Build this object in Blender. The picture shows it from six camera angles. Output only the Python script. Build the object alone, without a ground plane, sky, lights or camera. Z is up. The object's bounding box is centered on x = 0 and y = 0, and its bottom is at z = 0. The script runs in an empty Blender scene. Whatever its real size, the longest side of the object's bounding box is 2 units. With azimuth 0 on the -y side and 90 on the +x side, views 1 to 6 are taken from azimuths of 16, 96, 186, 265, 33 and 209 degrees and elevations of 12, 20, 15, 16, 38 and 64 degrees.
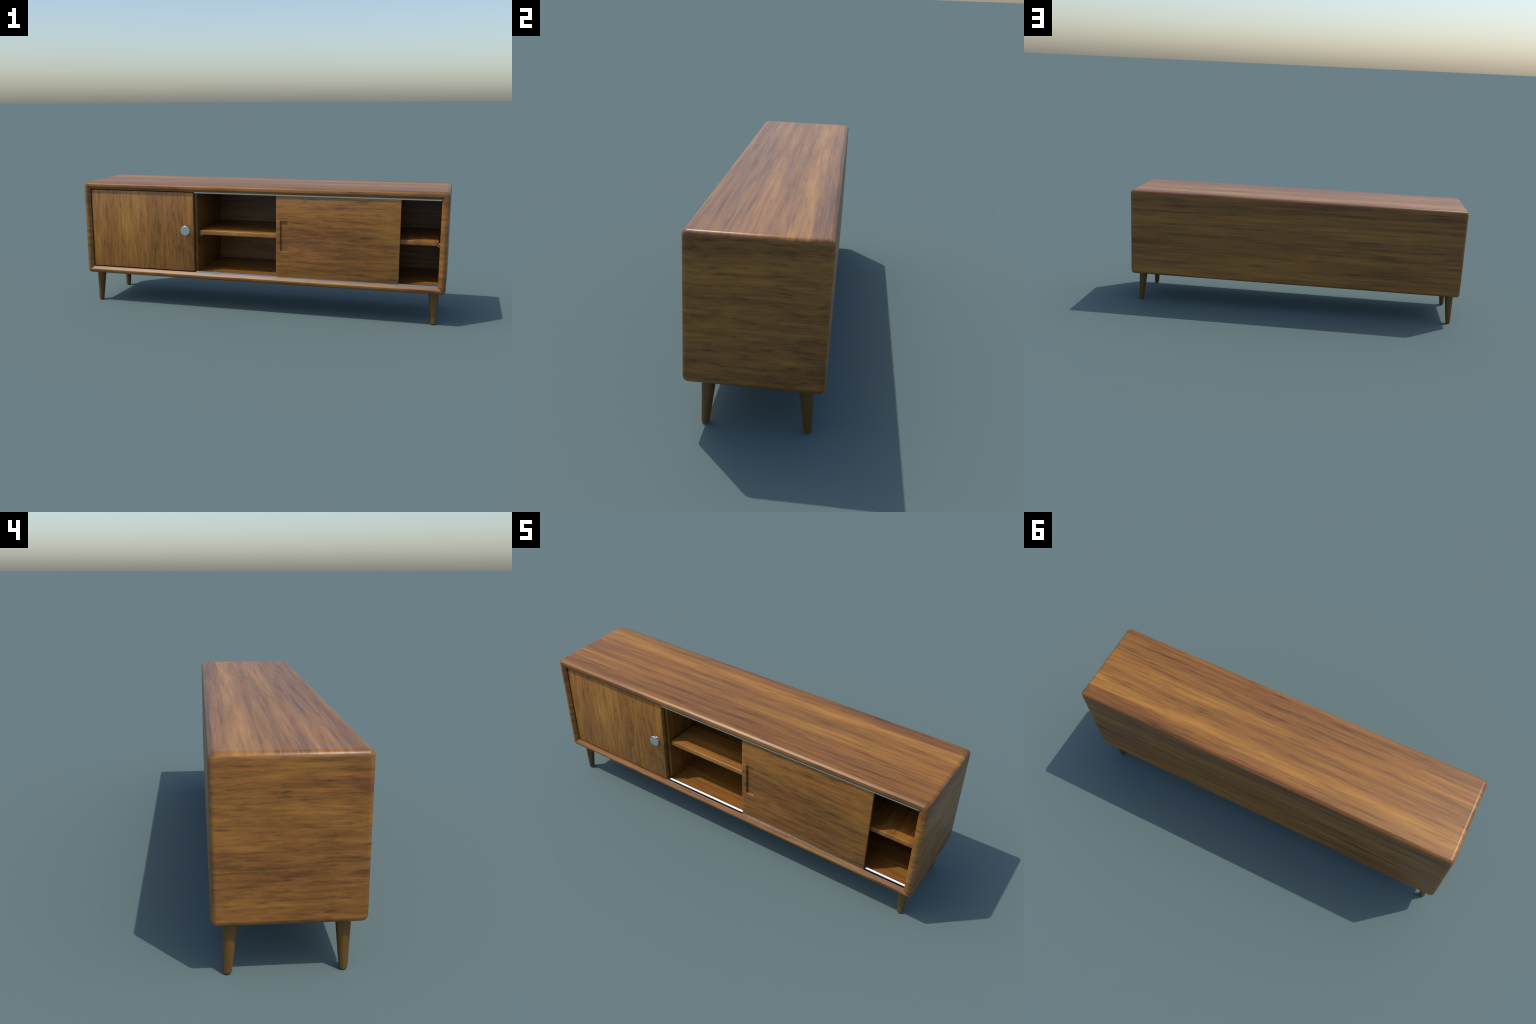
import bpy, bmesh, math
from mathutils import Vector, Matrix

# ------------------------------------------------------------------ sizes (metres)
HALF_L = 1.0                       # half length of the case
Y_FRONT, Y_BACK = -0.2282, 0.2369  # case depth
Z_LOW, Z_HIGH = 0.172, 0.6943       # case bottom / top
R_OUT = 0.020                      # rounding of every outer edge
RIM = 0.0238                       # outer edge -> start of the inner chamfer
WALL = 0.0380                       # wall thickness at the opening
CHAMFER_DEPTH = 0.0108
Y_INNER_BACK = 0.203
IN_X = HALF_L - WALL
IN_LOW, IN_HIGH = Z_LOW + WALL, Z_HIGH - WALL

# ------------------------------------------------------------------ materials
def wood(name, grain, offset=(0, 0, 0), tint=(1, 1, 1), band=None, fine=1.0, length=1.0, thick=None, lift=0.0, gloss=0.40, contrast=1.0):
    """Oiled teak. grain = axis (0,1,2) the fibres run along, on Object coordinates."""
    m = bpy.data.materials.new(name)
    m.use_nodes = True
    nt = m.node_tree
    N, L = nt.nodes, nt.links
    bsdf = N["Principled BSDF"]
    tc = N.new("ShaderNodeTexCoord")

    def stretched(along, across, seed):
        mp = N.new("ShaderNodeMapping")
        sc = [across] * 3
        sc[grain] = along
        if thick is not None:      # veneer: the figure runs unchanged through the board's thickness
            sc[thick] = along
        mp.inputs["Scale"].default_value = sc
        mp.inputs["Location"].default_value = [offset[i] + seed * (1.7 + i) for i in range(3)]
        return mp

    def noise(along, across, seed, detail=3.0, rough=0.55, distort=0.0, src=None):
        mp = stretched(along, across, seed)
        L.new(src or tc.outputs["Object"], mp.inputs["Vector"])
        n = N.new("ShaderNodeTexNoise")
        n.inputs["Scale"].default_value = 1.0
        n.inputs["Detail"].default_value = detail
        n.inputs["Roughness"].default_value = rough
        n.inputs["Distortion"].default_value = distort
        L.new(mp.outputs["Vector"], n.inputs["Vector"])
        return n.outputs["Fac"]

    def math_node(op, a, b=None, c=None):
        n = N.new("ShaderNodeMath")
        n.operation = op
        for i, v in enumerate((a, b, c)):
            if v is None:
                continue
            if isinstance(v, (int, float)):
                n.inputs[i].default_value = v
            else:
                L.new(v, n.inputs[i])
        return n.outputs[0]

    # slow wander of the fibres, so streaks are not ruler-straight
    warp = N.new("ShaderNodeTexNoise")
    warp.inputs["Scale"].default_value = 3.5
    warp.inputs["Detail"].default_value = 1.0
    L.new(tc.outputs["Object"], warp.inputs["Vector"])
    sub = N.new("ShaderNodeVectorMath"); sub.operation = 'SUBTRACT'
    L.new(warp.outputs["Color"], sub.inputs[0]); sub.inputs[1].default_value = (0.5, 0.5, 0.5)
    scl = N.new("ShaderNodeVectorMath"); scl.operation = 'SCALE'
    L.new(sub.outputs[0], scl.inputs[0]); scl.inputs["Scale"].default_value = 0.016 / length
    add = N.new("ShaderNodeVectorMath"); add.operation = 'ADD'
    L.new(tc.outputs["Object"], add.inputs[0]); L.new(scl.outputs[0], add.inputs[1])
    W = add.outputs[0]

    cloud = noise(1.1 / length, 8.0, 1.0, 2.0, 0.5, 0.3, W)                      # broad light / dark figure
    streak = noise(3.2 * fine / length, 60.0 * fine, 2.0, 5.0, 0.68, 0.0, W)     # long streaks
    patch = noise(6.5 * fine / length, 42.0 * fine, 4.0, 4.0, 0.62, 0.4, W)      # short smoky patches
    fibre = noise(16.0 * fine / length, 420.0 * fine, 3.0, 3.0, 0.7, 0.0, W)     # fine fibres
    smoke = math_node('POWER', math_node('SUBTRACT', 1.0, patch), 2.0)

    v = math_node('MULTIPLY', cloud, 0.46)
    v = math_node('MULTIPLY_ADD', streak, 0.52, v)
    v = math_node('MULTIPLY_ADD', smoke, -0.44, v)
    v = math_node('MULTIPLY_ADD', fibre, 0.24, v)             # mean 0.47
    fleck = noise(13.0 * fine / length, 95.0 * fine, 6.0, 2.0, 0.5, 0.2, W)   # short dark flecks
    fleck = math_node('MAXIMUM', math_node('SUBTRACT', fleck, 0.56), 0.0)
    v = math_node('MULTIPLY_ADD', fleck, -0.75, v)
    v = math_node('ADD', v, 0.12 + lift)
    v = math_node('MULTIPLY_ADD', v, contrast, 0.61 * (1 - contrast))
    if band is not None:                                      # golden heartwood stripe on one board
        axis, centre, width, amount = band
        sep = N.new("ShaderNodeSeparateXYZ")
        L.new(W, sep.inputs[0])
        d = math_node('DIVIDE', math_node('SUBTRACT', sep.outputs[axis], centre), width)
        g = math_node('POWER', 2.718, math_node('MULTIPLY', math_node('MULTIPLY', d, d), -1.0))
        g = math_node('MULTIPLY', g, math_node('MULTIPLY', cloud, 2.0))
        v = math_node('MULTIPLY_ADD', g, amount, v)

    ramp = N.new("ShaderNodeValToRGB")
    cr = ramp.color_ramp
    stops = [(0.36, (0.085, 0.033, 0.0095)),
             (0.50, (0.167, 0.066, 0.0145)),
             (0.61, (0.250, 0.102, 0.0190)),
             (0.72, (0.330, 0.142, 0.0240)),
             (0.88, (0.440, 0.210, 0.0370))]
    while len(cr.elements) < len(stops):
        cr.elements.new(0.5)
    for e, (p, c) in zip(cr.elements, stops):
        e.position = p
        e.color = (*[x * t for x, t in zip(c, tint)], 1)
    L.new(v, ramp.inputs["Fac"])

    # some streaks lean reddish, some olive
    hue = noise(2.5, 34.0, 7.0, 2.0, 0.5, 0.2, W)
    mix = N.new("ShaderNodeMix"); mix.data_type = 'RGBA'; mix.blend_type = 'MULTIPLY'
    hr = N.new("ShaderNodeValToRGB")
    hr.color_ramp.elements[0].position = 0.35; hr.color_ramp.elements[0].color = (1.03, 0.97, 0.97, 1)
    hr.color_ramp.elements[1].position = 0.65; hr.color_ramp.elements[1].color = (0.98, 1.02, 0.98, 1)
    L.new(hue, hr.inputs["Fac"])
    mix.inputs["Factor"].default_value = 1.0
    L.new(ramp.outputs["Color"], mix.inputs["A"]); L.new(hr.outputs["Color"], mix.inputs["B"])
    L.new(mix.outputs["Result"], bsdf.inputs["Base Color"])

    rough = math_node('MULTIPLY_ADD', streak, -0.12, gloss + 0.06)
    L.new(rough, bsdf.inputs["Roughness"])
    bsdf.inputs["Specular IOR Level"].default_value = 0.5
    bump = N.new("ShaderNodeBump")
    bump.inputs["Strength"].default_value = 0.12
    bump.inputs["Distance"].default_value = 0.0006
    L.new(fibre, bump.inputs["Height"])
    L.new(bump.outputs["Normal"], bsdf.inputs["Normal"])
    return m

def metal(name, colour, rough):
    m = bpy.data.materials.new(name)
    m.use_nodes = True
    nt = m.node_tree
    b = nt.nodes["Principled BSDF"]
    b.inputs["Metallic"].default_value = 1.0
    tc = nt.nodes.new("ShaderNodeTexCoord")
    mp = nt.nodes.new("ShaderNodeMapping")
    mp.inputs["Scale"].default_value = (40, 700, 700)
    n = nt.nodes.new("ShaderNodeTexNoise")
    n.inputs["Scale"].default_value = 1.0
    nt.links.new(tc.outputs["Object"], mp.inputs["Vector"])
    nt.links.new(mp.outputs["Vector"], n.inputs["Vector"])
    mr = nt.nodes.new("ShaderNodeMapRange")
    mr.inputs["To Min"].default_value = rough - 0.03
    mr.inputs["To Max"].default_value = rough + 0.03
    nt.links.new(n.outputs["Fac"], mr.inputs["Value"])
    nt.links.new(mr.outputs["Result"], b.inputs["Roughness"])
    ramp = nt.nodes.new("ShaderNodeValToRGB")
    ramp.color_ramp.elements[0].color = (*[c * 0.95 for c in colour], 1)
    ramp.color_ramp.elements[1].color = (*[min(1, c * 1.05) for c in colour], 1)
    nt.links.new(n.outputs["Fac"], ramp.inputs["Fac"])
    nt.links.new(ramp.outputs["Color"], b.inputs["Base Color"])
    return m

M_TOP = wood("teak_top", 0, (0.0, 0.0, 0.0), thick=2, length=2.4, band=(1, 0.13, 0.055, 0.10))
M_BOTTOM = wood("teak_bottom", 0, (3.0, 1.0, 2.0), thick=2, length=2.4)
M_BACK = wood("teak_back", 0, (7.0, 2.0, 5.0), thick=1, length=2.4)
M_SIDE = wood("teak_side", 1, (2.0, 9.0, 4.0), thick=0, fine=1.25)
M_DOOR = wood("teak_hinged_door", 2, (5.0, 3.0, 8.0), lift=0.045, thick=1, fine=1.25)
M_SLIDE = wood("teak_sliding_door", 0, (11.0, 6.0, 1.0), thick=1, fine=1.25)
M_INNER = wood("teak_interior", 0, (1.0, 12.0, 7.0), thick=2, length=2.4)
M_LINING = wood("teak_lining", 0, (9.0, 1.0, 6.0), thick=1, length=2.0, tint=(0.8, 0.8, 0.8))  # same teak, tint darkened to paint in the cabinet's interior shade
M_SHELF = wood("teak_shelf", 1, (8.0, 2.0, 3.0), thick=2)
M_DIVIDER = wood("teak_divider", 2, (4.0, 4.0, 4.0), thick=0, tint=(0.8, 0.8, 0.8))  # 0.8 tint bakes the dim light inside the case into the divider colour
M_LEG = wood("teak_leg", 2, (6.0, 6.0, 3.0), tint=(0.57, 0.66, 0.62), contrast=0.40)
M_METAL = metal("brushed_aluminium", (0.86, 0.88, 0.90), 0.24)
M_TRACK = metal("track_aluminium", (0.84, 0.86, 0.88), 0.15)

# ------------------------------------------------------------------ helpers
ROOT = bpy.data.objects.new("sideboard", None)
bpy.context.scene.collection.objects.link(ROOT)
ROOT["label"] = "low teak sideboard, sliding door, metal knob, tapered legs"
ROOT["category"] = "sideboard"

def add_object(name, bm, mat, parent=ROOT, smooth=True, angle=35):
    me = bpy.data.meshes.new(name)
    bm.to_mesh(me)
    bm.free()
    me.materials.append(mat)
    ob = bpy.data.objects.new(name, me)
    bpy.context.scene.collection.objects.link(ob)
    ob.parent = parent
    if smooth:
        me.shade_smooth()
        me.set_sharp_from_angle(angle=math.radians(angle))
    return ob

def box_bm(x0, x1, y0, y1, z0, z1, bevel=0.0, seg=3):
    bm = bmesh.new()
    bmesh.ops.create_cube(bm, size=1.0)
    for v in bm.verts:
        v.co = Vector(((x0 + x1) / 2 + v.co.x * (x1 - x0),
                       (y0 + y1) / 2 + v.co.y * (y1 - y0),
                       (z0 + z1) / 2 + v.co.z * (z1 - z0)))
    if bevel:
        bmesh.ops.bevel(bm, geom=list(bm.edges), offset=bevel, segments=seg, profile=0.5, affect='EDGES')
    return bm

# ------------------------------------------------------------------ the case: one rounded shell, split along its mitres
bm = box_bm(-HALF_L, HALF_L, Y_FRONT, Y_BACK, Z_LOW, Z_HIGH, R_OUT, 3)
front = max((f for f in bm.faces if f.normal.y < -0.999), key=lambda f: f.calc_area())
bmesh.ops.inset_region(bm, faces=[front], thickness=RIM - R_OUT, depth=0.0, use_even_offset=True)
bmesh.ops.inset_region(bm, faces=[front], thickness=WALL - RIM, depth=0.0, use_even_offset=True)
for v in front.verts:
    v.co.y = Y_FRONT + CHAMFER_DEPTH
# hollow: walls run straight back from the mouth
r = bmesh.ops.extrude_face_region(bm, geom=[front])
bmesh.ops.delete(bm, geom=[front], context='FACES_ONLY')
for el in r['geom']:
    if isinstance(el, bmesh.types.BMVert):
        el.co.y = Y_INNER_BACK
bm.normal_update()
me_all = bpy.data.meshes.new("case_shell")
bm.to_mesh(me_all)
me_all.shade_smooth()
me_all.set_sharp_from_angle(angle=math.radians(32))
# the arris where the rounded top edge meets the front band stays crisp
y_arris = Y_FRONT + R_OUT * (1 - math.sin(math.radians(60)))
z_arris = Z_HIGH - R_OUT * (1 - math.cos(math.radians(60)))
for e in me_all.edges:
    a, b = (me_all.vertices[k].co for k in e.vertices)
    if all(abs(c.y - y_arris) < 1e-3 and abs(c.z - z_arris) < 1e-3 for c in (a, b)):
        e.use_edge_sharp = True
    # ends of those strips, so that the corner rounding does not tilt their normals
    if all(abs(abs(c.x) - (HALF_L - R_OUT)) < 1e-3 and c.y < Y_FRONT + 0.0105 and c.z > Z_HIGH - R_OUT - 1e-3
           for c in (a, b)) and abs(a.x - b.x) < 1e-3:
        e.use_edge_sharp = True
me_all.update()
crisp = {tuple(sorted(e.vertices)) for e in me_all.edges if e.use_edge_sharp}
corner_n = [Vector(c.vector) for c in me_all.corner_normals]
# roundings run tangentially into the flat boards: flats keep their own normal
flat_at = {}
for p in me_all.polygons:
    n = p.normal
    if max(abs(n.x), abs(n.y), abs(n.z)) > 0.9999:
        for v in p.vertices:
            flat_at.setdefault(v, []).append(n.copy())
for p in me_all.polygons:
    axis_flat = max(abs(c) for c in p.normal) > 0.9999
    for li in p.loop_indices:
        if axis_flat:
            corner_n[li] = p.normal.copy()
        else:
            for n in flat_at.get(me_all.loops[li].vertex_index, []):
                if n.dot(p.normal) > math.cos(math.radians(31)) and n.dot(corner_n[li]) > 0.8:
                    corner_n[li] = n.copy()

def board_of(p):
    c = p.center
    if p.normal.y > 0.75 and c.y > Y_INNER_BACK + 0.02:
        return "back_panel"
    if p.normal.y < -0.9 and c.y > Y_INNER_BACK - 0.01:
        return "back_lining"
    n = p.normal
    outer = min(HALF_L - abs(c.x), c.z - Z_LOW, Z_HIGH - c.z) < R_OUT * 0.99
    if outer and abs(n.y) < 0.95:
        # top and bottom veneer wrap over the rounding; the last facet belongs to the side
        if n.z > 0.45:
            return "top_panel"
        if n.z < -0.45:
            return "bottom_panel"
    # front rim and inner walls: mitred, nearest outer face wins
    ds = {"side_panel_l": c.x + HALF_L, "side_panel_r": HALF_L - c.x,
          "top_panel": Z_HIGH - c.z, "bottom_panel": c.z - Z_LOW}
    return min(ds, key=ds.get)

groups = {}
for p in me_all.polygons:
    groups.setdefault(board_of(p), []).append(p)
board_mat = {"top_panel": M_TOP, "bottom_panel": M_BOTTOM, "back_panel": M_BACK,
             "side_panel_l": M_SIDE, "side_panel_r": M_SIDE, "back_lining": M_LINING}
for key in ("top_panel", "bottom_panel", "side_panel_l", "side_panel_r", "back_panel", "back_lining"):
    polys = groups[key]
    remap, verts, faces, normals = {}, [], [], []
    for p in polys:
        idx = []
        for li in p.loop_indices:
            vi = me_all.loops[li].vertex_index
            if vi not in remap:
                remap[vi] = len(verts)
                verts.append(me_all.vertices[vi].co.copy())
            idx.append(remap[vi])
            normals.append(corner_n[li])
        faces.append(idx)
    nm = key.replace("_l", "") if key in ("side_panel_l",) else ("side_panel" if key == "side_panel_r" else key)
    me = bpy.data.meshes.new(nm)
    me.from_pydata(verts, [], faces)
    me.shade_smooth()
    back_map = {new: old for old, new in remap.items()}
    for e in me.edges:
        if tuple(sorted(back_map[v] for v in e.vertices)) in crisp:
            e.use_edge_sharp = True
    me.normals_split_custom_set(normals)
    me.materials.append(board_mat[key])
    ob = bpy.data.objects.new(nm, me)
    bpy.context.scene.collection.objects.link(ob)
    ob.parent = ROOT
bpy.data.meshes.remove(me_all)
bm.free()

# ------------------------------------------------------------------ inside: divider, shelf, shelf pins
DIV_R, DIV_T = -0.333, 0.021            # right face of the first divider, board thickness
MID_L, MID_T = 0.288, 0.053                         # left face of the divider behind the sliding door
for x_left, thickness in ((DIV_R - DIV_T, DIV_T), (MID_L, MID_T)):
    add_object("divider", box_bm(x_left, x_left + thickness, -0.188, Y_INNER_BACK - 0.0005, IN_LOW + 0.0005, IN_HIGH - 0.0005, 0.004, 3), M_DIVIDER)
SHELF_LOW, SHELF_HIGH = 0.417, 0.4415
add_object("shelf", box_bm(-0.3245, MID_L - 0.0085, -0.184, Y_INNER_BACK - 0.002, SHELF_LOW, SHELF_HIGH, 0.0035, 3), M_INNER)
add_object("shelf", box_bm(MID_L + MID_T + 0.0085, 0.955, -0.184, Y_INNER_BACK - 0.002, SHELF_LOW, SHELF_HIGH, 0.0035, 3), M_SHELF)

def pin_bm(x_wall, direction):
    """small metal bracket: plate on the wall with a tongue under the shelf"""
    d = direction
    a = box_bm(min(x_wall, x_wall + d * 0.0075), max(x_wall, x_wall + d * 0.0075), -0.149, -0.137, 0.404, 0.426, 0.0008, 1)
    b = box_bm(min(x_wall, x_wall + d * 0.017), max(x_wall, x_wall + d * 0.017), -0.149, -0.137, 0.4085, 0.4165, 0.0008, 1)
    m2 = bpy.data.meshes.new("tmp"); b.to_mesh(m2); b.free()
    a.from_mesh(m2); bpy.data.meshes.remove(m2)
    return a
for yy in (0.0, 0.30):
    for xw, d in ((DIV_R, 1), (MID_L, -1), (MID_L + MID_T, 1), (IN_X, -1)):
        pb = pin_bm(xw, d)
        bmesh.ops.translate(pb, verts=pb.verts, vec=(0, yy, 0))
        add_object("shelf_pin", pb, M_METAL)

# ------------------------------------------------------------------ hinged door with knob
Y_DOOR = -0.2135
door = add_object("hinged_door", box_bm(-0.9575, -0.3478, Y_DOOR, Y_DOOR + 0.022, IN_LOW + 0.0055, IN_HIGH - 0.0045, 0.0016, 2), M_DOOR)

def lathe_y(profile, cx, cz, seg=64):
    """profile: (radius, y) pairs from the back to the front tip"""
    bm = bmesh.new()
    rings = []
    for rad, y in profile:
        if rad == 0:
            rings.append([bm.verts.new((cx, y, cz))])
        else:
            rings.append([bm.verts.new((cx + rad * math.cos(2 * math.pi * i / seg), y,
                                        cz + rad * math.sin(2 * math.pi * i / seg))) for i in range(seg)])
    for a, b in zip(rings, rings[1:]):
        for i in range(seg):
            j = (i + 1) % seg
            if len(a) == 1:
                bm.faces.new((a[0], b[i], b[j]))
            elif len(b) == 1:
                bm.faces.new((a[i], b[0], a[j]))
            else:
                bm.faces.new((a[i], b[i], b[j], a[j]))
    bmesh.ops.recalc_face_normals(bm, faces=bm.faces)
    return bm
KY = -0.2369
knob_profile = [(0, Y_DOOR + 0.001), (0.0135, Y_DOOR + 0.001), (0.0135, Y_DOOR - 0.001), (0.0115, Y_DOOR - 0.003),
                (0.0115, KY + 0.010), (0.0135, KY + 0.0075), (0.0185, KY + 0.0062), (0.0248, KY + 0.0056), (0.0258, KY + 0.0050),
                (0.0262, KY + 0.0040), (0.0262, KY + 0.0018), (0.0258, KY + 0.0008), (0.0250, KY + 0.0001), (0.0245, KY), (0.0235, KY), (0, KY)]
add_object("door_knob", lathe_y(knob_profile, -0.389, 0.4445), M_METAL, parent=door, angle=30)

# ------------------------------------------------------------------ sliding door with a routed finger pull
def sliding_door_bm():
    x0, x1, y0, y1, z0, z1 = 0.1190, 0.7650, -0.2151, -0.2034, 0.2145, 0.6535
    px0, px1, pz0, pz1, depth = 0.1408, 0.1812, 0.3545, 0.5172, 0.0088
    bm = box_bm(x0, x1, y0, y1, z0, z1)
    for co, no in (((px0, 0, 0), (1, 0, 0)), ((px1, 0, 0), (1, 0, 0)),
                   ((0, 0, pz0), (0, 0, 1)), ((0, 0, pz1), (0, 0, 1))):
        bmesh.ops.bisect_plane(bm, geom=list(bm.verts) + list(bm.edges) + list(bm.faces), plane_co=co, plane_no=no)
    bm.normal_update()
    f = [f for f in bm.faces if f.normal.y < -0.9 and px0 < f.calc_center_median().x < px1
         and pz0 < f.calc_center_median().z < pz1][0]
    r = bmesh.ops.extrude_face_region(bm, geom=[f])
    bmesh.ops.delete(bm, geom=[f], context='FACES_ONLY')
    for el in r['geom']:
        if isinstance(el, bmesh.types.BMVert):
            el.co.y += depth
    bm.normal_update()
    lip = [e for e in bm.edges if len(e.link_faces) == 2 and e.calc_face_angle(0) > 0.5
           and all(abs(v.co.y - y0) < 1e-6 for v in e.verts)]
    bmesh.ops.bevel(bm, geom=lip, offset=0.0008, segments=2, profile=0.5, affect='EDGES')
    return bm
add_object("sliding_door", sliding_door_bm(), M_SLIDE)

# ------------------------------------------------------------------ aluminium tracks (extruded profile)
def track_bm(profile, x0, x1):
    bm = bmesh.new()
    a = [bm.verts.new((x0, y, z)) for y, z in profile]
    b = [bm.verts.new((x1, y, z)) for y, z in profile]
    n = len(profile)
    for i in range(n):
        j = (i + 1) % n
        bm.faces.new((a[i], a[j], b[j], b[i]))
    bm.faces.new(a); bm.faces.new(list(reversed(b)))
    bmesh.ops.recalc_face_normals(bm, faces=bm.faces)
    return bm
F = IN_LOW
low_profile = [(-0.2162, F - 0.001), (-0.2162, F + 0.0042), (-0.2154, F + 0.0042), (-0.2154, F + 0.0010),
               (-0.2005, F + 0.0010), (-0.2005, F + 0.0040), (-0.1977, F + 0.0059), (-0.1972, F + 0.0059), (-0.1972, F - 0.001)]
add_object("sliding_track", track_bm(low_profile, -0.3395, 0.9605), M_TRACK, smooth=False)
T = IN_HIGH
high_profile = [(-0.2162, T + 0.001), (-0.2162, T - 0.0064), (-0.2150, T - 0.0064), (-0.2150, T - 0.0015),
                (-0.2005, T - 0.0015), (-0.2005, T - 0.0064), (-0.1990, T - 0.0064), (-0.1990, T + 0.001)]
add_object("sliding_track", track_bm(high_profile, -0.3395, 0.9605), M_TRACK, smooth=False)

# ------------------------------------------------------------------ tapered, slightly splayed legs
def leg_bm(top, foot, seg=40):
    top, foot = Vector(top), Vector(foot)
    H = top.z - foot.z
    # (height above foot, radius): rounded tip, then a straight taper
    prof = [(0.0, 0.0), (0.0, 0.0085)]
    for k in range(1, 7):
        a = math.pi / 2 * k / 6
        prof.append((0.006 * (1 - math.cos(a)), 0.0085 + 0.0054 * math.sin(a)))
    for k in range(1, 9):
        t = k / 8
        prof.append((0.006 + (H - 0.006) * t, 0.0139 + 0.0112 * t))
    prof.append((H, 0.0))
    bm = bmesh.new()
    rings = []
    for h, rad in prof:
        c = foot.lerp(top, h / H)
        if rad == 0:
            rings.append([bm.verts.new(c)])
        else:
            rings.append([bm.verts.new((c.x + rad * math.cos(2 * math.pi * i / seg),
                                        c.y + rad * math.sin(2 * math.pi * i / seg), c.z)) for i in range(seg)])
    for a, b in zip(rings, rings[1:]):
        for i in range(seg):
            j = (i + 1) % seg
            if len(a) == 1:
                bm.faces.new((a[0], b[j], b[i]))
            elif len(b) == 1:
                bm.faces.new((a[i], a[j], b[0]))
            else:
                bm.faces.new((a[i], a[j], b[j], b[i]))
    bmesh.ops.recalc_face_normals(bm, faces=bm.faces)
    return bm
LEGS = [((-0.9450, -0.1612), (-0.9535, -0.1642)), ((-0.9440, 0.1765), (-0.9530, 0.1885)),
        ((0.9380, -0.1485), (0.9455, -0.1585)), ((0.9365, 0.1725), (0.9460, 0.1868))]   # (top x, y), (foot x, y)
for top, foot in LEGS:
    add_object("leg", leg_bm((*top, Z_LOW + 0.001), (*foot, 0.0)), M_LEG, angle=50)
